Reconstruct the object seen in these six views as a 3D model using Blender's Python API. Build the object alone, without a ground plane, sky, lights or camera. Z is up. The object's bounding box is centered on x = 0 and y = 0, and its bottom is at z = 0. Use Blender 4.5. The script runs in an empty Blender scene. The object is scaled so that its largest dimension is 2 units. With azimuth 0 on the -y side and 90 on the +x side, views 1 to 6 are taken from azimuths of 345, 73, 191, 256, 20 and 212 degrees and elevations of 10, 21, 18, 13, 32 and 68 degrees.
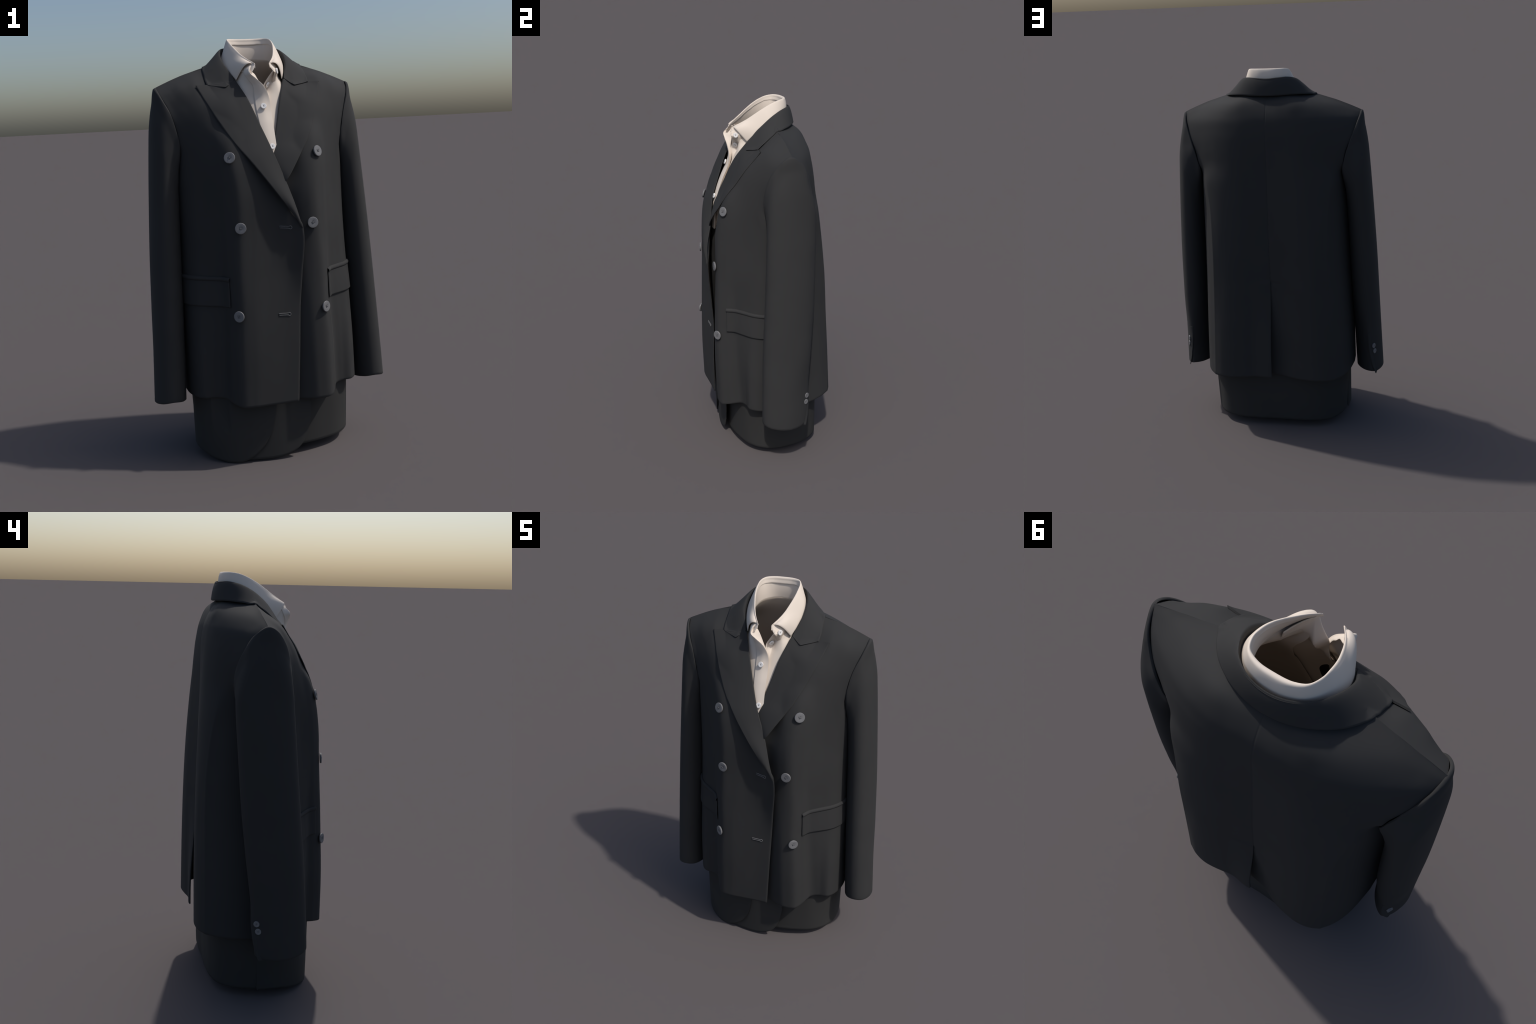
import bpy, bmesh, math
import numpy as np
from mathutils import Vector, Matrix
from mathutils.bvhtree import BVHTree

# ------------------------------------------------------------------ helpers
def hermite(t, P, q):
    """Smooth curve through the points P (k, ...) placed at t, read at q (non-uniform Catmull-Rom)."""
    t = np.asarray(t, float); P = np.asarray(P, float); q = np.asarray(q, float)
    h = np.diff(t); sh = (-1,) + (1,) * (P.ndim - 1)
    d = np.diff(P, axis=0) / h.reshape(sh)
    m = np.empty_like(P); m[0] = d[0]; m[-1] = d[-1]
    if len(t) > 2:
        w = (h[1:] / (h[:-1] + h[1:])).reshape(sh)
        m[1:-1] = d[:-1] * w + d[1:] * (1 - w)
    i = np.clip(np.searchsorted(t, q, side="right") - 1, 0, len(t) - 2)
    x = ((q - t[i]) / h[i]).reshape((-1,) + (1,) * (P.ndim - 1)); hh = h[i].reshape(x.shape)
    return ((2*x**3 - 3*x**2 + 1) * P[i] + (x**3 - 2*x**2 + x) * hh * m[i]
            + (-2*x**3 + 3*x**2) * P[i+1] + (x**3 - x**2) * hh * m[i+1])

def lerp(t, v, q):
    return np.interp(q, t, v)

def chord(P):
    d = np.linalg.norm(np.diff(np.asarray(P, float), axis=0), axis=1)
    s = np.concatenate([[0], np.cumsum(d)])
    return s / s[-1]

def curve(P, n):
    """n points along a smooth curve through P, evenly spaced by chord."""
    P = np.asarray(P, float)
    return hermite(chord(P), P, np.linspace(0, 1, n))

def smooth(x):
    x = np.clip(x, 0, 1)
    return x * x * (3 - 2 * x)

class Net:
    """A smooth surface through a net of control points, rows along v and columns along u."""
    def __init__(self, rows):
        self.C = np.array(rows, float)
        d = np.linalg.norm(np.diff(self.C, axis=1), axis=2).mean(0)
        self.tu = np.concatenate([[0], np.cumsum(d)]); self.tu /= self.tu[-1]
        d = np.linalg.norm(np.diff(self.C, axis=0), axis=2).mean(1)
        self.tv = np.concatenate([[0], np.cumsum(d)]); self.tv /= self.tv[-1]
    def grid(self, us, vs):
        a = hermite(self.tu, self.C.transpose(1, 0, 2), us)          # (nu, rows, 3)
        return hermite(self.tv, a.transpose(1, 0, 2), vs)            # (nv, nu, 3)

def grid_normals(P, closed=False):
    if closed:
        du = np.roll(P, -1, 1) - np.roll(P, 1, 1)
    else:
        du = np.gradient(P, axis=1)
    dv = np.gradient(P, axis=0)
    n = np.cross(du, dv)
    return n / np.maximum(np.linalg.norm(n, axis=2, keepdims=True), 1e-9)

def outward(P, closed=False, hint=None):
    """Grid normals, turned so that they agree on average with the hint direction at each point."""
    n = grid_normals(P, closed)
    h = hint if hint is not None else P * np.array([1, 1, 0])
    if (n * h).sum() < 0:
        n = -n
    return n

def add_object(name, verts, faces, mats, face_mats=None, parent=None, smooth_shade=True):
    me = bpy.data.meshes.new(name)
    me.from_pydata([tuple(map(float, v)) for v in verts], [], faces)
    for m in mats:
        me.materials.append(m)
    if face_mats is not None:
        me.polygons.foreach_set("material_index", face_mats)
    if smooth_shade:
        me.polygons.foreach_set("use_smooth", [True] * len(me.polygons))
    bm = bmesh.new(); bm.from_mesh(me)
    bmesh.ops.remove_doubles(bm, verts=bm.verts, dist=1e-6)
    bmesh.ops.recalc_face_normals(bm, faces=bm.faces)
    bm.to_mesh(me); bm.free()
    me.update()
    ob = bpy.data.objects.new(name, me)
    bpy.context.scene.collection.objects.link(ob)
    if parent is not None:
        ob.parent = parent
    return ob

def shell(name, P, th, mats, parent, closed=False, hint=None, inner_mat=0, extra_outer=0.0, rim_top=.5, rim_ends=.5):
    """A cloth sheet: the grid P is its outer face, th its thickness, with rounded edges."""
    nv, nu = P.shape[:2]
    N = outward(P, closed, hint)
    O = P + N * extra_outer
    I = P - N * th
    M = P - N * th * 0.5
    verts = list(O.reshape(-1, 3)) + list(I.reshape(-1, 3))
    idx = lambda r, c, k=0: k * nv * nu + r * nu + (c % nu)
    faces, fm = [], []
    cols = nu if closed else nu - 1
    for r in range(nv - 1):
        for c in range(cols):
            faces.append((idx(r, c), idx(r, c+1), idx(r+1, c+1), idx(r+1, c))); fm.append(0)
            faces.append((idx(r, c, 1), idx(r+1, c, 1), idx(r+1, c+1, 1), idx(r, c+1, 1))); fm.append(inner_mat)
    def rim(loop, back):
        base = len(verts)
        for (r, c), (r2, c2) in zip(loop, back):
            d = P[r, c] - P[r2, c2]
            d /= max(np.linalg.norm(d), 1e-9)
            verts.append(M[r, c] + d * th * (rim_top if r == nv - 1 else rim_ends if c in (0, nu - 1) and not closed else 0.5))
        return base
    def strip(loop, back, ring=False):
        base = rim(loop, back); n = len(loop)
        for k in range(n if ring else n - 1):
            a, b = loop[k], loop[(k+1) % n]; ma, mb = base + k, base + (k+1) % n
            faces.append((idx(*a), idx(*b), mb, ma)); fm.append(0)
            faces.append((ma, mb, idx(*b, 1), idx(*a, 1))); fm.append(0)
        return base
    if closed:
        for r, r2 in ((0, 1), (nv-1, nv-2)):
            strip([(r, c) for c in range(nu)], [(r2, c) for c in range(nu)], True)
    else:
        loop = [(0, c) for c in range(nu)] + [(r, nu-1) for r in range(1, nv)] + \
               [(nv-1, c) for c in range(nu-2, -1, -1)] + [(r, 0) for r in range(nv-2, 0, -1)]
        back = []
        for r, c in loop:
            rr = 1 if r == 0 else nv-2 if r == nv-1 else r
            cc = 1 if c == 0 else nu-2 if c == nu-1 else c
            back.append((rr, cc))
        strip(loop, back, True)
    ob = add_object(name, verts, faces, mats, fm, parent)
    ob.data.set_sharp_from_angle(angle=math.radians(65))
    return ob

def tube(path, r, sides=8, closed=False):
    path = np.asarray(path, float); n = len(path)
    T = np.roll(path, -1, 0) - np.roll(path, 1, 0) if closed else np.gradient(path, axis=0)
    T /= np.maximum(np.linalg.norm(T, axis=1, keepdims=True), 1e-9)
    up = np.array([0.31, -0.2, 0.93])
    A = np.cross(T, up); A /= np.maximum(np.linalg.norm(A, axis=1, keepdims=True), 1e-9)
    B = np.cross(T, A)
    ang = np.linspace(0, 2*np.pi, sides, endpoint=False)
    V = path[:, None] + r * (np.cos(ang)[None, :, None] * A[:, None] + np.sin(ang)[None, :, None] * B[:, None])
    faces = []
    for i in range(n if closed else n - 1):
        j = (i + 1) % n
        for k in range(sides):
            l = (k + 1) % sides
            faces.append((i*sides+k, i*sides+l, j*sides+l, j*sides+k))
    if not closed:
        faces.append(tuple(range(sides))); faces.append(tuple((n-1)*sides + k for k in range(sides)))
    return V.reshape(-1, 3), faces

MX = np.array([-1.0, 1.0, 1.0])

# ------------------------------------------------------------------ materials
def material(name, color, rough, var=0.06, scale=9.0, grain=900.0, bump=0.08, sheen=0.0, spec=0.3):
    m = bpy.data.materials.new(name); m.use_nodes = True
    nt = m.node_tree; N = nt.nodes; L = nt.links
    b = N["Principled BSDF"]
    b.inputs["Roughness"].default_value = rough
    b.inputs["Specular IOR Level"].default_value = spec
    if sheen:
        b.inputs["Sheen Weight"].default_value = sheen
        b.inputs["Sheen Roughness"].default_value = 0.6
    tc = N.new("ShaderNodeTexCoord")
    no = N.new("ShaderNodeTexNoise"); no.inputs["Scale"].default_value = scale; no.inputs["Detail"].default_value = 5
    L.new(tc.outputs["Object"], no.inputs["Vector"])
    ramp = N.new("ShaderNodeValToRGB")
    c = np.array(color)
    ramp.color_ramp.elements[0].position = 0.3; ramp.color_ramp.elements[1].position = 0.7
    ramp.color_ramp.elements[0].color = (*(c * (1 - var)), 1)
    ramp.color_ramp.elements[1].color = (*(c * (1 + var)), 1)
    L.new(no.outputs["Fac"], ramp.inputs["Fac"]); L.new(ramp.outputs["Color"], b.inputs["Base Color"])
    if bump:
        g = N.new("ShaderNodeTexNoise"); g.inputs["Scale"].default_value = grain; g.inputs["Detail"].default_value = 2
        L.new(tc.outputs["Object"], g.inputs["Vector"])
        bp = N.new("ShaderNodeBump"); bp.inputs["Strength"].default_value = bump; bp.inputs["Distance"].default_value = 0.001
        L.new(g.outputs["Fac"], bp.inputs["Height"]); L.new(bp.outputs["Normal"], b.inputs["Normal"])
    return m

WOOL = material("charcoal_wool", (0.0335, 0.0335, 0.034), 0.85, var=0.03, sheen=0.0, spec=0.25)
LINING = material("dark_lining", (0.035, 0.028, 0.022), 0.8, spec=0.15)  # brown-black carries the interior's low light and warm shirt bounce in its tint
TAIL = material("charcoal_tail_cloth", (0.0335, 0.033, 0.0325), 0.85, var=0.03, spec=0.25)
COTTON = material("cream_cotton", (0.725, 0.64, 0.555), 0.85, var=0.012, bump=0.05, spec=0.25)
INNER = material("cream_cotton_darkened_for_shade", (0.56, 0.48, 0.40), 0.9, var=0.012, bump=0.05, spec=0.2)  # same cream cotton, darkened so the neck hollow's shade is in the colour
HORN = material("grey_button_resin", (0.165, 0.165, 0.17), 0.45, var=0.08, scale=60, bump=0.0, spec=0.4)
HOLE = material("button_hole_shadow", (0.012, 0.012, 0.012), 0.9, bump=0.0, spec=0.1)
THREAD = material("grey_thread", (0.14, 0.14, 0.145), 0.8, bump=0.0)
STITCH = material("buttonhole_thread", (0.125, 0.125, 0.128), 0.8, bump=0.0)
PEARL = material("white_button_shell", (0.82, 0.80, 0.78), 0.55, var=0.03, scale=80, bump=0.0, spec=0.3)

def thing(name, label, category):
    e = bpy.data.objects.new(name, None); bpy.context.scene.collection.objects.link(e)
    e["label"] = label; e["category"] = category
    return e

jacket = thing("suit_jacket", "charcoal double breasted jacket with peak lapels and grey buttons", "suit jacket")
shirt = thing("dress_shirt", "cream open collar shirt with long dark rounded tails", "shirt")

# ------------------------------------------------------------------ jacket front panels
# Cross-sections from the front edge / roll line round to the side seam (wearer's left half).
def row(z, pts):
    n = len(pts)
    z = np.interp(np.arange(n), np.linspace(0, n-1, len(z)), z) if hasattr(z, "__len__") else np.full(n, z)
    return [(p[0], p[1], q) for p, q in zip(pts, z)]

FRONT = [
 row([.296,.296,.297,.298,.30,.31,.322,.325,.325,.324,.323,.322],
     [(-.052,-.314),(.03,-.315),(.10,-.318),(.16,-.320),(.217,-.311),(.250,-.270),(.278,-.214),(.320,-.193),(.370,-.184),(.402,-.145),(.423,-.080),(.428,.03)]),
 row(.55, [(-.068,-.311),(.00,-.312),(.08,-.318),(.15,-.321),(.211,-.311),(.246,-.271),(.272,-.221),(.318,-.195),(.372,-.172),(.402,-.130),(.420,-.070),(.424,.03)]),
 row(.77, [(-.082,-.305),(-.01,-.304),(.07,-.308),(.145,-.312),(.200,-.303),(.236,-.262),(.262,-.220),(.312,-.186),(.366,-.148),(.398,-.105),(.416,-.055),(.420,.03)]),
 row(.90, [(-.092,-.312),(-.03,-.298),(.05,-.298),(.135,-.303),(.198,-.297),(.236,-.258),(.262,-.215),(.310,-.175),(.362,-.133),(.396,-.088),(.414,-.040),(.418,.03)]),
 row(1.12, [(-.101,-.322),(-.045,-.302),(.03,-.286),(.12,-.289),(.185,-.287),(.228,-.254),(.260,-.216),(.308,-.168),(.358,-.120),(.390,-.075),(.407,-.030),(.412,.03)]),
 row(1.30, [(-.048,-.290),(.00,-.278),(.06,-.277),(.13,-.281),(.185,-.276),(.230,-.242),(.265,-.200),(.310,-.150),(.355,-.108),(.388,-.068),(.405,-.030),(.410,.03)]),
 row([1.42]*11+[1.405], [(-.002,-.258),(.04,-.258),(.09,-.259),(.145,-.260),(.195,-.253),(.235,-.225),(.272,-.185),(.312,-.145),(.350,-.108),(.377,-.083),(.393,-.055),(.405,.03)]),
 row([1.515]*6+[1.5]*6, [(.03,-.229),(.07,-.230),(.12,-.230),(.165,-.228),(.205,-.219),(.240,-.198),(.275,-.168),(.310,-.140),(.340,-.115),(.362,-.097),(.379,-.082),(.395,-.061)]),
 row([1.585,1.585,1.57], [(.053,-.198),(.09,-.198),(.13,-.197),(.17,-.192),(.210,-.180),(.245,-.164),(.280,-.145),(.310,-.126),(.338,-.108),(.362,-.092),(.382,-.080),(.401,-.067)]),
 row([1.69,1.69,1.66], [(.088,-.140),(.115,-.140),(.15,-.140),(.185,-.136),(.220,-.127),(.255,-.116),(.290,-.104),(.320,-.092),(.350,-.077),(.378,-.064),(.402,-.053),(.425,-.046)]),
 row([1.78,1.79,1.795,1.797,1.797,1.793,1.785,1.776,1.765,1.752,1.742,1.735],
     [(.119,-.070),(.135,-.060),(.16,-.048),(.19,-.032),(.225,-.018),(.260,-.022),(.300,-.032),(.335,-.029),(.370,-.024),(.405,-.012),(.435,-.004),(.456,.0)]),
 row([1.85,1.872,1.877,1.874,1.865,1.852,1.841,1.83,1.817,1.803,1.788,1.775],
     [(.125,-.02),(.14,.02),(.165,.045),(.195,.055),(.225,.058),(.265,.060),(.305,.060),(.340,.060),(.375,.060),(.410,.059),(.445,.058),(.474,.057)]),
]
front_net = Net(FRONT)
us = np.linspace(0, 1, 110); vs = np.linspace(0, 1, 170)
front_grid = front_net.grid(us, vs)
over_full = front_grid * MX
for r in range(len(vs)):                      # stop short of the roll line, which the lapel forms
    z = front_grid[r, 0, 2]
    u0 = .05 * float(smooth((z - 1.13) / .06) * (1 - smooth((z - 1.70) / .08)))
    q = u0 + (1 - u0) * us
    front_grid[r] = np.stack([np.interp(q, us, front_grid[r, :, i]) for i in range(3)], -1)
under = front_grid.copy()                     # wearer's left: lies beneath
deep = .026 + .014 * smooth((1.0 - under[..., 2]) / .35) + .004 * smooth((under[..., 2] - 1.02) / .15)
under[..., 1] += deep * (1 - smooth((under[..., 0] - .02) / .14)) * smooth((1.5 - under[..., 2]) / .1) + 0.003 * (1 - smooth((under[..., 0] - .1) / .15))
roll_x = np.interp(under[..., 2], [1.2, 1.338, 1.47, 1.585, 1.705, 1.79], [-.08, -.041, .005, .043, .082, .117])
under[..., 1] += .017 * (1 - smooth((under[..., 0] - roll_x - .05) / .15)) * smooth((under[..., 2] - 1.28) / .1) * (1 - smooth((under[..., 2] - 1.66) / .08))
over = front_grid * MX                        # wearer's right: on top
hint_f = lambda G: G * np.array([1, 1, 0]) + np.array([0, -.05, 0.02])
def bvh_of(*grids):
    V, F = [], []
    for G in grids:
        b = len(V); nv, nu = G.shape[:2]
        V += [tuple(p) for p in G.reshape(-1, 3)]
        for r in range(nv-1):
            for c in range(nu-1):
                i = b + r*nu + c
                F.append((i, i+1, i+nu+1, i+nu))
    return BVHTree.FromPolygons(V, F)
bvh_over = bvh_of(over)

def hit(bvh, x, z, direction=(0, 1, 0), start=-1.0):
    p, n, i, d = bvh.ray_cast(Vector((x, start, z)), Vector(direction))
    if p is None:
        return None, None
    if n.y > 0:
        n = -n
    return np.array(p), np.array(n)

def spread(D, grow=3, blur=6):
    """Widen a push-in field by a few grid steps and soften it."""
    for _ in range(grow):
        P = np.pad(D, 1, mode="edge")
        D = np.max([P[1:-1, 1:-1], P[:-2, 1:-1], P[2:, 1:-1], P[1:-1, :-2], P[1:-1, 2:]], axis=0)
    for _ in range(blur):
        P = np.pad(D, 1, mode="edge")
        D = (P[1:-1, 1:-1] * 2 + P[:-2, 1:-1] + P[2:, 1:-1] + P[1:-1, :-2] + P[1:-1, 2:]) / 6
    return D

def push_behind(G, bvh, gap, grow=3, blur=6, xmax=9.0):
    D = np.zeros(G.shape[:2])
    for r in range(G.shape[0]):
        for c in range(G.shape[1]):
            if G[r, c, 0] < xmax:
                p, nn = hit(bvh, G[r, c, 0], G[r, c, 2])
                if p is not None:
                    D[r, c] = max(0.0, p[1] + gap - G[r, c, 1])
    G[..., 1] += spread(D, grow, blur)

push_behind(under, bvh_over, .015, 2, 5, .14)
bvh_under = bvh_of(under)
shell("front_panel", over, .006, [WOOL, LINING], jacket, hint=hint_f(over), inner_mat=1, rim_top=.02)
shell("front_panel", under, .006, [WOOL, LINING], jacket, hint=hint_f(under), inner_mat=1, rim_top=.02)


# ------------------------------------------------------------------ jacket back
BACK = [
 row([.337,.336,.335,.334,.332,.33,.328,.325,.322], [(0,.289),(.08,.304),(.16,.323),(.24,.331),(.295,.320),(.338,.298),(.378,.240),(.408,.160),(.428,.03)]),
 row(.60, [(0,.287),(.08,.303),(.16,.323),(.235,.328),(.285,.316),(.325,.297),(.370,.236),(.402,.150),(.424,.03)]),
 row(.85, [(0,.284),(.08,.301),(.16,.319),(.23,.322),(.275,.310),(.314,.296),(.362,.230),(.395,.140),(.419,.03)]),
 row(1.10, [(0,.283),(.08,.298),(.16,.311),(.225,.311),(.270,.302),(.309,.289),(.357,.222),(.390,.130),(.414,.03)]),
 row(1.30, [(0,.278),(.08,.290),(.16,.300),(.225,.296),(.275,.284),(.316,.266),(.357,.206),(.386,.130),(.410,.03)]),
 row([1.42]*8+[1.405], [(0,.273),(.08,.283),(.16,.290),(.23,.283),(.285,.267),(.331,.243),(.361,.195),(.386,.115),(.405,.03)]),
 row([1.52,1.52,1.50], [(0,.270),(.08,.278),(.155,.282),(.22,.272),(.275,.253),(.320,.228),(.350,.206),(.370,.186),(.385,.172)]),
 row([1.60,1.60,1.58], [(0,.269),(.08,.274),(.155,.275),(.22,.264),(.275,.246),(.320,.224),(.355,.203),(.380,.186),(.400,.173)]),
 row([1.69,1.69,1.66], [(0,.266),(.08,.267),(.155,.264),(.225,.250),(.285,.228),(.335,.203),(.375,.179),(.408,.161),(.433,.148)]),
 row([1.77,1.77,1.768,1.765,1.758,1.75,1.74,1.73,1.72], [(0,.250),(.08,.251),(.155,.246),(.23,.228),(.295,.200),(.350,.170),(.395,.145),(.430,.126),(.455,.113)]),
 row([1.835,1.835,1.834,1.826,1.815,1.80,1.782,1.768,1.755], [(0,.2155),(.08,.219),(.15,.212),(.225,.178),(.29,.144),(.350,.115),(.400,.097),(.440,.086),(.468,.080)]),
 row([1.885,1.885,1.885,1.88,1.865,1.841,1.817,1.794,1.775], [(0,.165),(.06,.158),(.11,.128),(.16,.075),(.225,.058),(.305,.060),(.375,.060),(.43,.058),(.474,.057)]),
]
vb = np.linspace(0, 1, 170)
BACK = np.array(BACK)                          # pressed crease between back and side at the sixth column
ub = np.concatenate([np.linspace(0, .04, 12, endpoint=False), np.linspace(.04, 1, 64)])
whole, inner, outer = Net(BACK), Net(BACK[:, :6]), Net(BACK[:, 5:])
inner.tv = outer.tv = whole.tv
uc, u2 = whole.tu[5], np.linspace(0, 1, 40)[1:]
B0 = np.concatenate([inner.grid(ub, vb), outer.grid(np.linspace(0, 1, 40), vb)[:, 1:]], 1)
Bs = whole.grid(np.concatenate([uc * ub, uc + (1 - uc) * u2]), vb)
B0 = Bs + (B0 - Bs) * (1 - smooth((Bs[..., 2:] - 1.28) / .18))
Nb = outward(B0, hint=B0 * np.array([1, 1, 0]) + np.array([0, .1, .02]))
seam = np.exp(-(B0[..., 0] / .003) ** 2)[..., None] * .0006
B0 = B0 - Nb * seam
open_ = smooth((.90 - B0[..., 2]) / .5)       # the vent opens towards the hem
near = 1 - smooth(B0[..., 0] / .13)
back_l = B0.copy()
back_l[..., 1] += .026 * open_ * near + .004 * near * smooth((.90 - B0[..., 2]) / .02)
back_l[..., 0] += .008 * open_ * near
back_r = B0.copy()
back_r[..., 1] -= .016 * open_ * near + .004 * near * smooth((.90 - B0[..., 2]) / .02)
back_r[..., 0] -= .034 * (1 - smooth(B0[..., 0] / .05)) * smooth((.89 - B0[..., 2]) / .03)
back_r *= MX
hb = lambda G: G * np.array([1, 1, 0]) + np.array([0, .1, .02])
shell("back_panel", back_l, .006, [WOOL, LINING], jacket, hint=hb(back_l), inner_mat=1, rim_top=.02, rim_ends=.02)
shell("back_panel", back_r, .006, [WOOL, LINING], jacket, hint=hb(back_r), inner_mat=1, rim_top=.02, rim_ends=.02)

# ------------------------------------------------------------------ sleeves
ARM_PHI = np.radians([0, 25, 50, 75, 100, 125, 150, 180, 210, 235, 260, 285, 310, 335, 360])
ARM = np.array([(.474,.056,1.775),(.466,.015,1.757),(.445,-.025,1.705),(.420,-.050,1.645),(.401,-.066,1.56),(.395,-.060,1.49),
                (.397,-.030,1.435),(.405,.035,1.405),(.390,.125,1.435),(.385,.171,1.49),(.397,.177,1.56),(.418,.165,1.625),
                (.443,.136,1.69),(.463,.100,1.745),(.474,.056,1.775)])
ZS = np.array([.20,.28,.36,.55,.76,.97,1.22,1.4,1.5,1.6,1.7,1.75,1.79])
XO = np.array([.592,.590,.586,.576,.566,.556,.540,.527,.519,.510,.497,.488,.477])
XI = np.array([.440,.438,.434,.426,.416,.408,.397,.385,.380,.378,.376,.376,.376])
YF = np.array([-.153,-.152,-.150,-.141,-.127,-.109,-.090,-.077,-.070,-.058,-.026,.004,.04])
YB = np.array([.093,.096,.104,.118,.140,.160,  .176,.186,.189,.184,.156,.11,.07])

def sleeve_section(phi, z):
    xo, xi, yf, yb = (hermite(ZS, a, np.ravel(z)).reshape(z.shape) for a in (XO, XI, YF, YB))
    xc, a, yc, b = (xo+xi)/2, (xo-xi)/2, (yf+yb)/2, (yb-yf)/2
    e = .95 + .32 * smooth((.75 - z) / .3) * (np.sin(phi) < 0)
    cs, sn = np.cos(phi), np.sin(phi)
    x = xc + a * np.sign(cs) * np.abs(cs)**e
    y = yc - b * np.sign(sn) * np.abs(sn)**e
    lean = .012 * smooth((1.0 - z) / .7)
    x = x + lean * np.clip((y - yc) / b, 0, 1) ** 2
    return np.stack([x, y, z], -1)

def sleeve_grid(nphi=128, nt=150):
    phi = np.linspace(0, 2*np.pi, nphi, endpoint=False)
    # closed smooth armhole
    ph = np.concatenate([ARM_PHI[:-1] - 2*np.pi, ARM_PHI[:-1], ARM_PHI[:-1] + 2*np.pi])
    A = hermite(ph, np.concatenate([ARM[:-1]]*3), phi)
    t = np.linspace(0, 1, nt) ** 1.25
    zA = A[:, 2]
    zk, zv = np.array([0, 45, 90, 135, 180, 225, 270, 315]), np.array([.288, .302, .313, .302, .289, .291, .296, .286])
    zc = hermite(np.concatenate([zk - 360, zk, zk + 360]), np.tile(zv, 3), np.degrees(phi))
    z = zA[None] + (zc - zA)[None] * t[:, None]
    E = sleeve_section(np.broadcast_to(phi, z.shape), z)
    EA = sleeve_section(phi, zA)
    d = zA[None] - z
    k = 1 - smooth(d / .20)
    S = E + (A - EA)[None] * (k ** 1.3)[..., None]
    # the sleeve head stands slightly proud of the armhole seam
    N = outward(S, True, hint=S - np.array([.46, .02, 0]))
    head = .006 * smooth(d / .006) * (1 - smooth((d - .01) / .07))
    return S + N * head[..., None], N

SG, SN = sleeve_grid()
def sleeve_patch(phi0, phi1, z0, z1, n, m, off):
    phi = np.linspace(phi0, phi1, n); z = np.linspace(z0, z1, m)
    Z, F = np.meshgrid(z, phi, indexing="ij")
    G = sleeve_section(F, Z)
    return G + outward(G, hint=G - np.array([.5, -.03, 0])) * off

# ------------------------------------------------------------------ buttons
def button_mesh(name, R, th, mats, holes=4, dome=0.0):
    prof = [(0, th*.84), (R*.30, th*.85), (R*.45, th*.94), (R*.80, th*.96), (R*.94, th*.93), (R, th*.70), (R*.985, th*.25), (R*.93, 0), (0, 0)]
    V, F, fm = [], [], []
    seg = 40
    V.append((0, 0, prof[0][1])); base = 1
    for r, h in prof[1:-1]:
        for k in range(seg):
            a = 2*math.pi*k/seg
            V.append((r*math.cos(a), r*math.sin(a), h))
    for k in range(seg):
        F.append((0, base+k, base+(k+1) % seg)); fm.append(0)
    for i in range(len(prof)-3):
        for k in range(seg):
            a, b = base+i*seg+k, base+i*seg+(k+1) % seg
            F.append((a, a+seg, b+seg, b)); fm.append(0)
    V.append((0, 0, 0)); last = len(V)-1; i = len(prof)-3
    for k in range(seg):
        F.append((base+i*seg+k, last, base+i*seg+(k+1) % seg)); fm.append(0)
    pos = [(R*.17*sx, R*.17*sy) for sx in (-1, 1) for sy in (-1, 1)] if holes == 4 else [(0, R*.22), (0, -R*.22)]
    for hx, hy in pos:                          # sewing holes
        c = len(V); V.append((hx, hy, th*.84+.0004))
        for k in range(10):
            a = 2*math.pi*k/10
            V.append((hx+R*.085*math.cos(a), hy+R*.085*math.sin(a), th*.84+.0004))
        for k in range(10):
            F.append((c, c+1+k, c+1+(k+1) % 10)); fm.append(1)
    pairs = [(0, 3), (1, 2)] if holes == 4 else [(0, 1)]
    for i, j in pairs:                          # thread crossing the holes
        p, q = np.array([*pos[i], th*.84]), np.array([*pos[j], th*.84])
        path = [p + (q-p)*t + np.array([0, 0, R*.09*math.sin(math.pi*t)]) for t in np.linspace(0, 1, 7)]
        tv, tf = tube(path, R*.045, 6); b = len(V)
        V += [tuple(v) for v in tv]; F += [tuple(b+x for x in f) for f in tf]; fm += [2]*len(tf)
    me = bpy.data.meshes.new(name)
    me.from_pydata(V, [], F)
    for m in mats: me.materials.append(m)
    me.polygons.foreach_set("material_index", fm)
    bm = bmesh.new(); bm.from_mesh(me); bmesh.ops.recalc_face_normals(bm, faces=bm.faces); bm.to_mesh(me); bm.free()
    me.polygons.foreach_set("use_smooth", [True]*len(me.polygons))
    me.set_sharp_from_angle(angle=math.radians(40))
    return me

def place(name, me, p, n, parent, spin=0.0, lift=.0):
    ob = bpy.data.objects.new(name, me); bpy.context.scene.collection.objects.link(ob)
    n = Vector(n).normalized()
    q = n.to_track_quat('Z', 'Y')
    ob.matrix_world = Matrix.Translation(Vector(p) + n*lift) @ q.to_matrix().to_4x4() @ Matrix.Rotation(spin, 4, 'Z')
    ob.parent = parent
    return ob

big = button_mesh("jacket_button", .0255, .0085, [HORN, HOLE, THREAD])
small = button_mesh("cuff_button", .0145, .006, [HORN, HOLE, THREAD])
pearl = button_mesh("shirt_button", .0135, .006, [PEARL, HOLE, HOLE], holes=2)

for k, (x, z, spin) in enumerate([(.209, 1.451, .1), (.160, 1.131, .7), (.201, .735, .3)]):
    p, n = hit(bvh_under, x, z); place("button", big, p, n, jacket, spin, .004)
for k, (x, z, spin) in enumerate([(-.201, 1.443, .8), (-.179, 1.130, .0), (-.207, .730, .05)]):
    p, n = hit(bvh_over, x, z); place("button", big, p, n, jacket, spin, .004)

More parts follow.
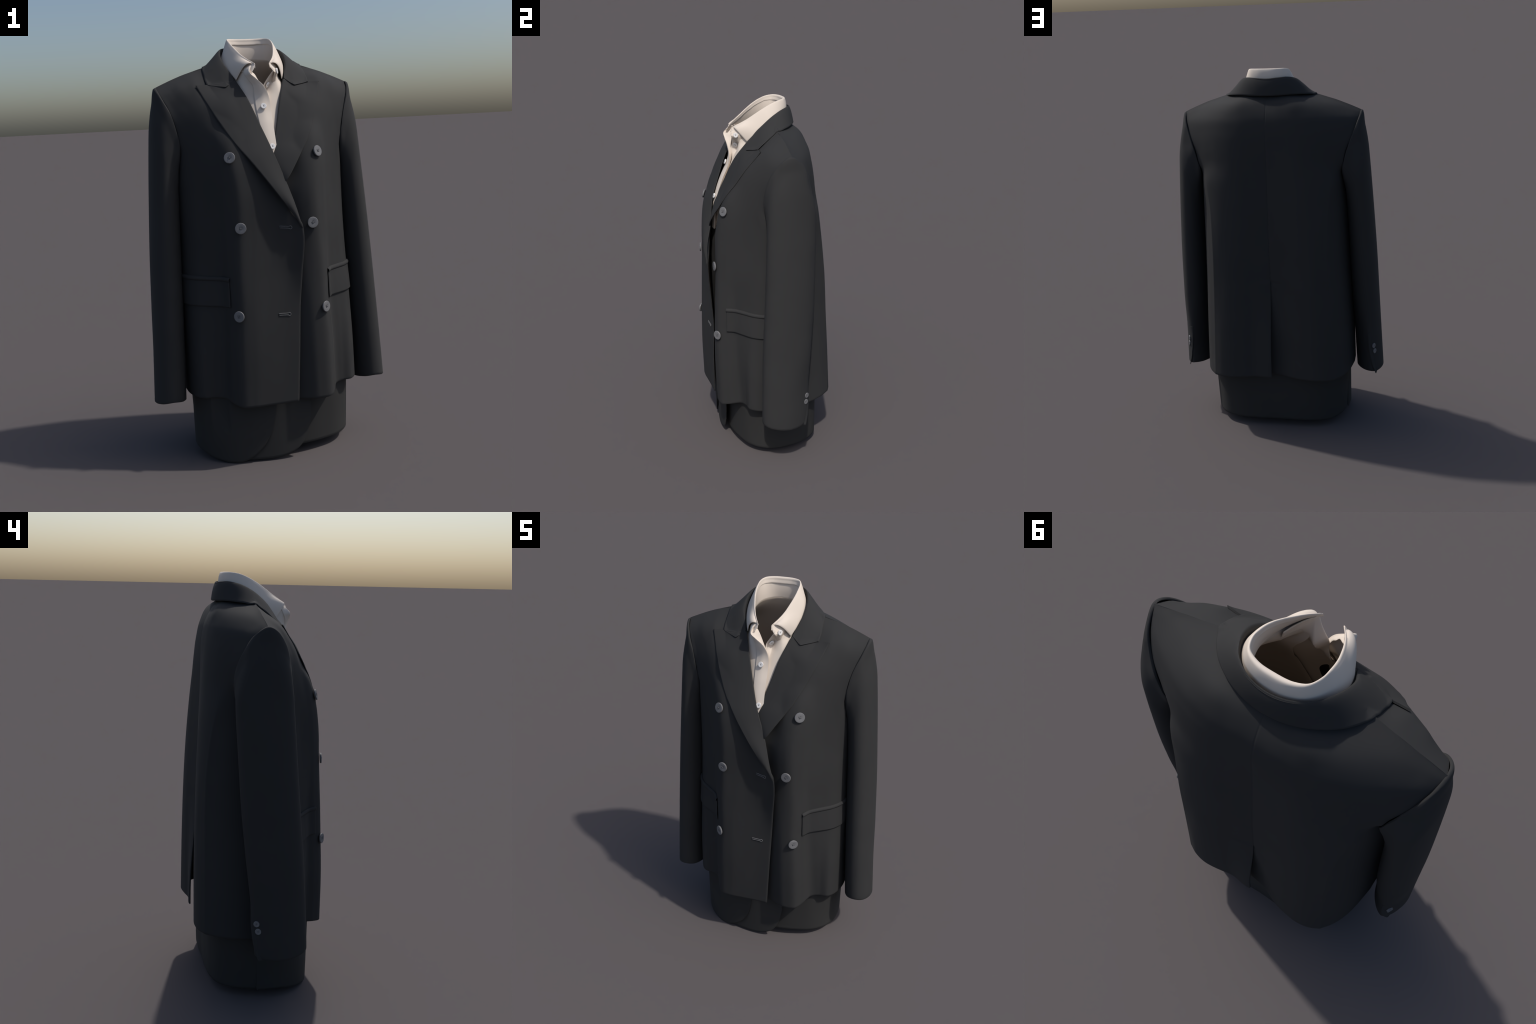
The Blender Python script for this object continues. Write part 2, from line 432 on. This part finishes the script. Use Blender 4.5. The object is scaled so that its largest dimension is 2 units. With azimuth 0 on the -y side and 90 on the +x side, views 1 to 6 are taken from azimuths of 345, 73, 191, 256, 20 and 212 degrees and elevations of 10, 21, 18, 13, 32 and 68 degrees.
for side in (1, -1):
    sgn = np.array([side, 1, 1])
    G = SG * sgn
    sl = shell("sleeve", G, .006, [WOOL, LINING], jacket, closed=True, hint=(SN * sgn), inner_mat=1)
    # overlapping cuff vent at the back seam
    pz = np.linspace(0, 1, 40)
    m = 14
    rows_ = []
    for t in pz:
        z = .276 + .26 * t
        end = np.radians(np.interp(z, [.276, .29, .34, .43, .5], [296, 292, 281, 270, 268]))
        ph = np.linspace(np.radians(318), end, m)
        zz = z + (.290 - .276) * (1 - t) * smooth((np.degrees(ph) - 292) / 26)
        Gp = sleeve_section(ph, zz)
        rows_.append(Gp)
    Gp = np.array(rows_)
    Np = outward(Gp, hint=Gp - np.array([.5, -.03, 0]))
    lift = (np.linspace(-.010, .006, m)[None, :, None] * (1 - .85 * smooth((pz - .6) / .4))[:, None, None])
    Gp = (Gp + Np * lift) * sgn
    shell("cuff_vent", Gp, .004, [WOOL, LINING], sl, hint=Np * sgn)
    tr = BVHTree.FromPolygons([tuple(p) for p in Gp.reshape(-1, 3)],
        [(r*m+c, r*m+c+1, (r+1)*m+c+1, (r+1)*m+c) for r in range(39) for c in range(m-1)])
    for p in ((.534, .091, .4545), (.540, .085, .419)):
        q, n, i, d = tr.find_nearest(Vector((p[0]*side, p[1], p[2])))
        if n.y < 0: n = -n
        place("cuff_button", small, q, n, sl, .4, .001)

# ------------------------------------------------------------------ lapels
ROLL = np.array([(-.101,-.322,1.12),(-.080,-.318,1.2),(-.041,-.281,1.338),(.005,-.251,1.47),(.043,-.201,1.585),(.081,-.141,1.705),(.117,-.077,1.79)])
EDGE = np.array([(-.101,-.326,1.118),(-.022,-.323,1.235),(.045,-.308,1.332),(.130,-.266,1.452),(.165,-.236,1.50),(.221,-.180,1.60),(.262,-.118,1.688),(.296,-.0565,1.774)])
def lapel_grid(bvh, side, lift, dy, cover):
    n, m = 120, 44
    R = curve(ROLL, n); Ed = curve(EDGE, n)
    s = np.linspace(0, 1, m)
    t = np.linspace(0, 1, n)
    G = R[:, None] * (1 - s)[None, :, None] + Ed[:, None] * s[None, :, None]
    # gorge: the top edge runs from the peak straight under the collar corner
    s0 = .68
    tent = np.where(s < s0, s / s0, (1 - s) / (1 - s0))
    dip = np.array([0, .016, -.003])
    w = smooth((t - .80) / .20) ** 1.5
    G = G + w[:, None, None] * tent[None, :, None] * dip
    # soft roll at the fold and gentle belly
    G[..., 1] += dy * np.interp(t, [0, .55, 1], [1, 1, .1])[:, None] * np.interp(s, [0, 1], [1.4, 1.15])[None]
    G[..., 1] -= ((.007 if side < 0 else .002) * np.sin(np.pi * np.clip(s, 0, 1)) )[None] * smooth(t / .1)[:, None]
    G = G * np.array([side, 1, 1])
    D = np.zeros((n, m))
    for r in range(n):
        for c in range(m):
            p, nn = hit(bvh, G[r, c, 0], G[r, c, 2])
            if p is not None:
                D[r, c] = max(0.0, G[r, c, 1] - p[1] + lift)
    G[..., 1] -= spread(D, 2, 4)
    if cover is not None:
        push_behind(G, cover, .0060, 0, 26)
    wt = smooth((.64 - s) / .10)[:, None]   # the gorge runs on a little way beneath the collar
    top = G[-1]
    ext = [top + wt * (np.array([0, .012, -.004]) * (q > 0) + np.array([side * .004, .016, .020]) * q) for q in (.15, .5, 1.0)]
    return np.concatenate([G, np.array(ext)])
lapels = []
for side, bvh, dy, cover in ((-1, bvh_over, 0.0, None), (1, bvh_under, .012, bvh_of(over_full))):
    G = lapel_grid(bvh, side, .0045, dy, cover)
    lapels.append(G)
    shell("lapel", G, .006, [WOOL, WOOL], jacket, hint=np.zeros_like(G) + np.array([0, -1, .3]), rim_top=.02)

# ------------------------------------------------------------------ jacket collar
CREST = np.array([(0,.190,1.947),(.06,.180,1.951),(.108,.150,1.951),(.139,.100,1.938),(.151,.050,1.911),(.148,.0,1.870),(.134,-.036,1.834),(.120,-.073,1.794)])
FALL = np.array([(0,.214,1.871),(.06,.208,1.872),(.132,.182,1.874),(.190,.140,1.872),(.226,.092,1.866),(.243,.040,1.849),(.246,-.005,1.818),(.243,-.051,1.772)])
STAND = np.array([(0,.180,1.900),(.06,.171,1.902),(.103,.143,1.900),(.134,.098,1.890),(.146,.050,1.868),(.143,.0,1.832),(.128,-.040,1.792),(.113,-.075,1.762)])
def both_sides(H, n):
    H = np.asarray(H, float)
    return curve(np.concatenate([(H * MX)[:0:-1], H]), 2 * n - 1)
nC = 70
cr, fa, st = both_sides(CREST, nC), both_sides(FALL, nC), both_sides(STAND, nC)
prof = []
for s in np.linspace(0, 1, 26):
    prof.append(("s", s))
rows_ = []
tt = np.linspace(0, 1, 24)
endw = smooth((np.abs(np.linspace(-1, 1, len(cr))) - .80) / .20)
for t in np.linspace(1, .08, 8):                       # inside of the fold
    rows_.append(cr + (st - cr) * t)
up = np.array([0, 0, 1.0])
for t in tt:
    base = cr + (fa - cr) * t
    outd = (fa - cr) * np.array([1, 1, 0]); outd /= np.maximum(np.linalg.norm(outd, axis=1, keepdims=True), 1e-6)
    bulge = .004 * math.sin(math.pi * t)
    rise = .016 * math.sin(math.pi * t ** .52)
    flick = .006 * smooth((t - .7) / .3)
    dip = np.array([.002, -.025, -.029]) * (t / .33 if t < .33 else (1 - t) / .67)      # collar end follows the gorge to the notch
    sx = np.sign(cr[:, :1]); d3 = np.concatenate([sx * dip[0], np.full_like(sx, dip[1]), np.full_like(sx, dip[2])], 1)
    rows_.append(base + outd * (bulge * (1 - .5 * endw)[:, None]) + up * rise * (1 - endw)[:, None] + outd * flick * 0 + d3 * endw[:, None])
CG = np.array(rows_)
body = bvh_of(over, under, back_l, back_r)
def stand_off(G, bvh, dd, rows):
    for r in rows:
        for c in range(G.shape[1]):
            v = Vector(G[r, c])
            p, n, i, dist = bvh.find_nearest(v)
            if n.dot(p - Vector((0, .05, 1.5))) < 0: n = -n
            sd = (v - p).dot(n); d = dd[c]
            if sd < d:
                G[r, c] = np.array(v + n * (d - sd))
stand_off(CG, body, .0075 + .003 * endw, range(14, CG.shape[0]))
N = grid_normals(CG)
if (N[20] * (fa - cr)).sum() < 0: N = -N
shell("collar", CG, .007, [WOOL, WOOL], jacket, hint=N, rim_ends=.02)

# ------------------------------------------------------------------ pocket flaps, welts, buttonholes
def on_front(us_, vs_):
    return front_net.grid(us_, vs_)
def u_for_x(x, v):
    u = np.linspace(0, 1, 800); G = front_net.grid(u, np.array([v]))[0]
    return float(np.interp(x, G[:, 0], u))
def v_for_z(z):
    v = np.linspace(0, 1, 800); G = front_net.grid(np.array([.5]), v)[:, 0]
    return float(np.interp(z, G[:, 2], v))
v0, v1, v2_ = v_for_z(.768), v_for_z(.886), v_for_z(.905)
uf = u_for_x(.2375, v1)
for side in (1, -1):
    sgn = np.array([side, 1, 1])
    uu = np.linspace(uf, .985, 70)
    vv = np.linspace(v0, v1, 26)
    G = on_front(uu, vv)
    N = outward(G, hint=G * np.array([1, 1, 0]) + np.array([0, -.05, 0]))
    lift = np.linspace(.0085, .006, 26)[:, None, None]
    G = (G + N * lift) * sgn
    fl = shell("pocket_flap", G, .005, [WOOL], jacket, hint=N * sgn)
    vv = np.linspace(v_for_z(.8855), v2_, 10)
    G = on_front(np.linspace(uf - .004, .985, 70), vv)
    N = outward(G, hint=G * np.array([1, 1, 0]) + np.array([0, -.05, 0]))
    prof_ = .002 + .009 * np.sin(np.linspace(0.55, np.pi, 10)) ** .6
    G = (G + N * prof_[:, None, None]) * sgn
    shell("pocket_welt", G, .003, [WOOL], jacket, hint=N * sgn)

def keyhole(xl, xr, z, tilt):
    """Keyhole outline: two parallel rows of stitching that open into an eyelet at the front-edge end."""
    w, r = .0042, .0068
    c = xr - r
    a0 = math.asin(w / r)
    pts = [(xl, -w)] + [(xl + (c - r*math.cos(a0) - xl) * t, -w) for t in np.linspace(.1, 1, 8)]
    pts += [(c - r*math.cos(a), -r*math.sin(a)) for a in np.linspace(a0, 2*math.pi - a0, 24)]
    pts += [(xl + (c - r*math.cos(a0) - xl) * t, w) for t in np.linspace(1, 0, 9)]
    out = []
    for x, dz in pts:
        p, n = hit(bvh_over, x, z + dz + tilt * (x - xl))
        out.append(p + n * .0012)
    return out
for xl, xr, z, tilt in ((.002, .056, 1.122, -.08), (-.024, .033, .721, -.08)):
    V, F = tube(keyhole(xl, xr, z, tilt), .0019, 6, closed=True)
    add_object("buttonhole", V, F, [STITCH], parent=jacket)

# ------------------------------------------------------------------ shirt collar
FOLD = np.array([(0,.170,2.0),(.05,.165,2.0),(.085,.147,1.999),(.104,.112,1.993),(.109,.070,1.978),(.106,.025,1.955),(.097,-.012,1.932),(.085,-.048,1.908),(.066,-.088,1.884),(.044,-.122,1.864)])
LEAF = np.array([(0,.182,1.925),(.045,.178,1.925),(.096,.157,1.925),(.131,.115,1.915),(.147,.058,1.893),(.145,.020,1.868),(.139,-.007,1.850),(.131,-.032,1.828),(.121,-.054,1.809),(.112,-.070,1.792)])
NECK = np.array([(0,.152,1.900),(.05,.145,1.898),(.090,.118,1.892),(.111,.070,1.878),(.114,.020,1.860),(.106,-.030,1.843),(.092,-.072,1.831),(.080,-.098,1.825),(.066,-.122,1.820),(.054,-.140,1.817)])
nS = 60
fo, le, ne = both_sides(FOLD, nS), both_sides(LEAF, nS), both_sides(NECK, nS)
k = np.abs(np.linspace(-1, 1, len(fo)))
rows_ = []
sdir = ne - fo; sdir /= np.linalg.norm(sdir, axis=1, keepdims=True)
outd = (le - fo) * np.array([1, 1, 0]); outd /= np.maximum(np.linalg.norm(outd, axis=1, keepdims=True), 1e-6)
rc = .0095                                            # rolled top edge: leaf and inner facing in one
C0 = fo - up * rc - outd * rc * .55
for t in np.linspace(1, .15, 5):
    rows_.append(C0 - outd * (rc * .9 + .0025 * t) + sdir * (.019 * t) - up * (.0007 * np.sin(k * 37) + .0005 * np.sin(k * 71 + 1))[:, None] * t)
aend = .72 * np.pi
for a in np.linspace(0, aend, 11):
    rows_.append(C0 - outd * rc * np.cos(a) + up * rc * np.sin(a))
st0 = C0 - outd * rc * np.cos(aend) + up * rc * np.sin(aend)
tip = smooth((k - .70) / .30)[:, None]
side_dir = np.concatenate([np.sign(fo[:, :1]) * .45, np.full((len(fo), 1), -.55), np.full((len(fo), 1), .68)], 1)
bdir = (outd * .75 + up * .55) * (1 - tip) + side_dir * tip
amp = .005 + .019 * tip
for t in np.linspace(0, 1, 24)[1:]:
    b = math.sin(math.pi * t ** .72)
    rows_.append(st0 + (le - st0) * t + bdir * amp * b)
G = np.array(rows_)
N = grid_normals(G)
if (N[26] * outd).sum() < 0: N = -N
shell("collar_leaf", G, .0035, [COTTON], shirt, hint=N)
# stand: inner band, with the seam below the fold
inn = -outd
rows_ = []
for t in np.linspace(0, 1, 30):
    top = C0 + inn * rc * .7 - up * .004
    rows_.append(top + (ne - top) * t + inn * (.003 * math.sin(math.pi * t)))
G = np.array(rows_)
N = grid_normals(G)
if (N[10] * inn).sum() < 0: N = -N
shell("collar_stand", G, .004, [COTTON], shirt, hint=N)

# ------------------------------------------------------------------ shirt fronts
def shirt_front(rows):
    """Facing and front meet in a crisp fold; the front runs on under the lapel."""
    v = np.linspace(0, 1, 110)
    facing = Net(np.array(rows)[:, :2])
    front = Net(np.array(rows)[:, 1:])
    facing.tv = front.tv
    F, O = facing.grid(np.linspace(0, 1, 12), v), front.grid(np.linspace(0, 1, 76), v)
    return front, np.concatenate([F[:, :-1], O], 1)
SF_R = [  # wearer's right, on top: inner facing, edge, placket, placket seam, chest
 row(1.852, [(-.052,-.102),(-.050,-.117),(-.057,-.107),(-.068,-.088),(-.081,-.062),(-.094,-.028)]),
 row(1.835, [(-.055,-.098),(-.062,-.136),(-.068,-.122),(-.078,-.102),(-.088,-.074),(-.100,-.030)]),
 row(1.816, [(-.036,-.117),(-.066,-.150),(-.071,-.134),(-.079,-.111),(-.091,-.080),(-.106,-.032)]),
 row(1.791, [(-.022,-.122),(-.041,-.152),(-.053,-.143),(-.067,-.124),(-.092,-.084),(-.114,-.038)]),
 row(1.762, [(-.006,-.131),(-.007,-.149),(-.027,-.145),(-.050,-.130),(-.088,-.096),(-.124,-.048)]),
 row(1.712, [(.010,-.132),(.018,-.145),(-.010,-.142),(-.046,-.126),(-.090,-.110),(-.140,-.078)]),
 row(1.65, [(.014,-.146),(.023,-.157),(-.010,-.160),(-.045,-.150),(-.090,-.132),(-.150,-.103)]),
 row(1.583, [(.014,-.178),(.022,-.188),(-.010,-.191),(-.042,-.185),(-.090,-.160),(-.160,-.128)]),
 row(1.45, [(.014,-.228),(.022,-.236),(-.010,-.238),(-.040,-.233),(-.090,-.210),(-.170,-.170)]),
 row(1.30, [(.014,-.244),(.022,-.252),(-.010,-.254),(-.040,-.248),(-.090,-.228),(-.180,-.195)]),
]
SF_L = [
 row(1.852, [(.046,-.121),(.049,-.115),(.057,-.106),(.068,-.088),(.081,-.062),(.094,-.028)]),
 row(1.825, [(.051,-.141),(.056,-.132),(.064,-.121),(.076,-.099),(.087,-.072),(.100,-.030)]),
 row(1.805, [(.037,-.133),(.050,-.120),(.060,-.115),(.074,-.101),(.088,-.075),(.106,-.034)]),
 row(1.781, [(.020,-.128),(.040,-.103),(.055,-.105),(.074,-.101),(.094,-.078),(.113,-.040)]),
 row(1.762, [(.008,-.127),(.031,-.092),(.050,-.104),(.074,-.106),(.098,-.087),(.121,-.050)]),
 row(1.742, [(.004,-.130),(.026,-.097),(.048,-.110),(.073,-.112),(.099,-.096),(.130,-.062)]),
 row(1.713, [(.004,-.132),(.024,-.118),(.045,-.122),(.071,-.119),(.100,-.105),(.139,-.075)]),
 row(1.66, [(-.010,-.132),(.022,-.142),(.042,-.141),(.068,-.135),(.100,-.122),(.148,-.100)]),
 row(1.583, [(-.014,-.172),(.020,-.175),(.040,-.172),(.066,-.164),(.100,-.148),(.160,-.124)]),
 row(1.45, [(-.014,-.222),(.020,-.224),(.040,-.220),(.066,-.211),(.100,-.196),(.170,-.166)]),
 row(1.30, [(-.014,-.238),(.020,-.240),(.040,-.236),(.066,-.228),(.100,-.214),(.180,-.190)]),
]
netR, GR = shirt_front(SF_R)
netL, GL = shirt_front(SF_L)
# placket fold: raised band with a step at its seam
hx = np.concatenate([np.zeros(11), np.linspace(0, 1, 76)])
useam = netR.tu[2]
NR = outward(GR, hint=np.zeros_like(GR) + np.array([-.1, -1, .1]))
GR[:, 11:] += (NR * (.0035 * (1 - smooth((hx - useam + .02) / .02)))[None, :, None])[:, 11:]
NL = outward(GL, hint=np.zeros_like(GL) + np.array([.2, -1, .1]))
shell("shirt_front", GR, .004, [COTTON], shirt, hint=NR)
shell("shirt_front", GL, .004, [COTTON], shirt, hint=NL)
bR, bL = bvh_of(GR), bvh_of(GL)
def near_button(b, p, nhint):
    q, n, i, d = b.find_nearest(Vector(p))
    if n.dot(Vector(nhint)) < 0: n = -n
    place("shirt_button", pearl, q, n, shirt, .5, .0045)
near_button(bR, (-.010, -.158, 1.664), (0, -1, .2))
near_button(bR, (.0, -.225, 1.480), (0, -1, .2))
near_button(bL, (.069, -.118, 1.823), (.3, -1, .1))
near_button(bL, (.020, -.108, 1.768), (1, -.1, .3))

# shirt body: hangs from the collar stand inside the jacket, open at the front
n0 = curve(np.array(NECK), 40)
w = smooth((n0[:, 1] + .05) / .12)
n1 = n0 * np.c_[.97 + .28 * w, .9 + .22 * w, np.ones(40)] - np.array([0, 0, .045]); n1[:, 1] = np.maximum(n1[:, 1], -.10)
HALF = [n0, n1]
for zb, zf, xs, yb, yf, am in ((1.79,1.71,.23,.200,-.080,162),(1.70,1.61,.30,.222,-.110,164),(1.5,1.5,.33,.235,-.155,165),(1.2,1.2,.345,.240,-.21,176),(.8,.8,.355,.24,-.22,176),(.45,.45,.36,.22,-.22,176)):
    a = np.linspace(0, np.radians(am), 40)
    y = np.where(np.cos(a) > 0, .06 + (yb - .06) * np.abs(np.cos(a)) ** .7, .06 + (yf - .06) * np.abs(np.cos(a) / math.cos(np.radians(am))) ** .6)
    HALF.append(np.c_[xs * np.sin(a) ** .8, y, zb + (zf - zb) * a / a[-1]])
H = np.array(HALF)
H[0, :, 2] -= .002
full = np.concatenate([(H * MX)[:, ::-1], H[:, 1:]], axis=1)
tz = np.concatenate([[0], np.cumsum([.06,.09,.11,.2,.32,.4,.35])])
G = hermite(tz, full, np.linspace(0, tz[-1], 90))
tuck = bvh_of(over, under, back_l, back_r)
for r in range(8, 90):
    for c in range(G.shape[1]):
        v = Vector(G[r, c]); p, n, i, dist = tuck.find_nearest(v)
        if n.dot(p - Vector((0, .03, min(1.5, p.z)))) < 0: n = -n
        sd = (v - p).dot(n)
        if sd > -.014: G[r, c] = np.array(v - n * (sd + .014))
shell("shirt_body", G, .003, [INNER], shirt, hint=-G * np.array([1, 1, 0]) + np.array([0, .05, 0]))

# ------------------------------------------------------------------ dark shirt tails under the jacket
LOOP = np.array([(0,.256),(.12,.258),(.22,.250),(.30,.222),(.352,.160),(.380,.080),(.386,0),(.376,-.070),(.346,-.125),(.290,-.175),(.20,-.210),(.10,-.230),(0,-.235)])
h = curve(np.c_[LOOP, np.zeros(len(LOOP))], 70)
loop = np.concatenate([h, (h * MX)[-2:0:-1]])
rows_ = []
for t in np.linspace(0, 1, 30):
    sc = 1 + .035 * t
    z = .045 + (.45 - .045) * t
    r = loop * np.array([sc, sc, 0]); r[:, 2] = z - (.015 * np.exp(-((loop[:, 1] + .23) / .1) ** 2)) * (1 - t) * 0
    rows_.append(r)
G = np.array(rows_)
shell("shirt_tail", G, .004, [TAIL, LINING], shirt, closed=True, hint=G * np.array([1, 1, 0]), inner_mat=1)

def tail_flap(path, bottom, lean, inset):
    """A hanging tail: path is its plan (x, y), bottom its hem height along the path."""
    P = np.asarray(path, float); n = 160
    q = np.linspace(0, 1, n); q = .5 - .5 * np.cos(np.pi * q)
    sx = chord(P)
    pl = hermite(sx, P, q)
    zb = np.interp(pl[:, 0], *bottom) if bottom[0][0] < bottom[0][-1] else np.interp(-pl[:, 0], -np.array(bottom[0]), bottom[1])
    rows = []
    for t in np.linspace(0, 1, 40):
        z = zb + (.45 - zb) * t
        y = pl[:, 1] + lean * np.clip(.22 - z, 0, 1) / .22 * np.clip(-pl[:, 1] / .27, 0, 1)
        for i in range(n):                     # tuck behind the folds of the jacket front
            w = float(smooth((z[i] - .12) / .16))
            if w > 0:
                p, nn = hit(bvh_over, pl[i, 0], max(z[i], .33)) if pl[i, 0] < 0 else (None, None)
                if p is not None:
                    y[i] += w * max(0.0, p[1] + .014 + inset - y[i])
        rows.append(np.c_[pl[:, 0], y, z])
    return np.array(rows)
def hem_curve(pts, n=400):
    c = curve(np.c_[np.array(pts), np.zeros(len(pts))], n)
    return c[:, 0], c[:, 1]
hem1 = hem_curve([(-.0385,.45),(-.043,.32),(-.058,.214),(-.078,.142),(-.117,.078),(-.168,.030),(-.225,.004),(-.275,.004),(-.325,.014),(-.365,.028),(-.395,.042),(-.408,.05)])
path1 = [(-.0385,-.277),(-.10,-.272),(-.15,-.264),(-.20,-.252),(-.25,-.235),(-.30,-.208),(-.343,-.172),(-.376,-.124),(-.395,-.066),(-.399,-.01),(-.390,.05)]
G = tail_flap(path1, hem1, .002, 0.0)
shell("front_tail", G, .004, [TAIL], shirt, hint=G * np.array([1, 1, 0]))
hem2 = hem_curve([(.134,.45),(.130,.30),(.122,.19),(.103,.115),(.066,.052),(.012,.022),(-.03,.014),(-.16,.011),(-.26,.02),(-.33,.06)])
path2 = [(.134,-.265),(.05,-.269),(-.05,-.267),(-.12,-.258),(-.18,-.245),(-.24,-.222),(-.33,-.16)]
G = tail_flap(path2, hem2, .002, .009)
shell("front_tail", G, .004, [TAIL], shirt, hint=G * np.array([1, 1, 0]))
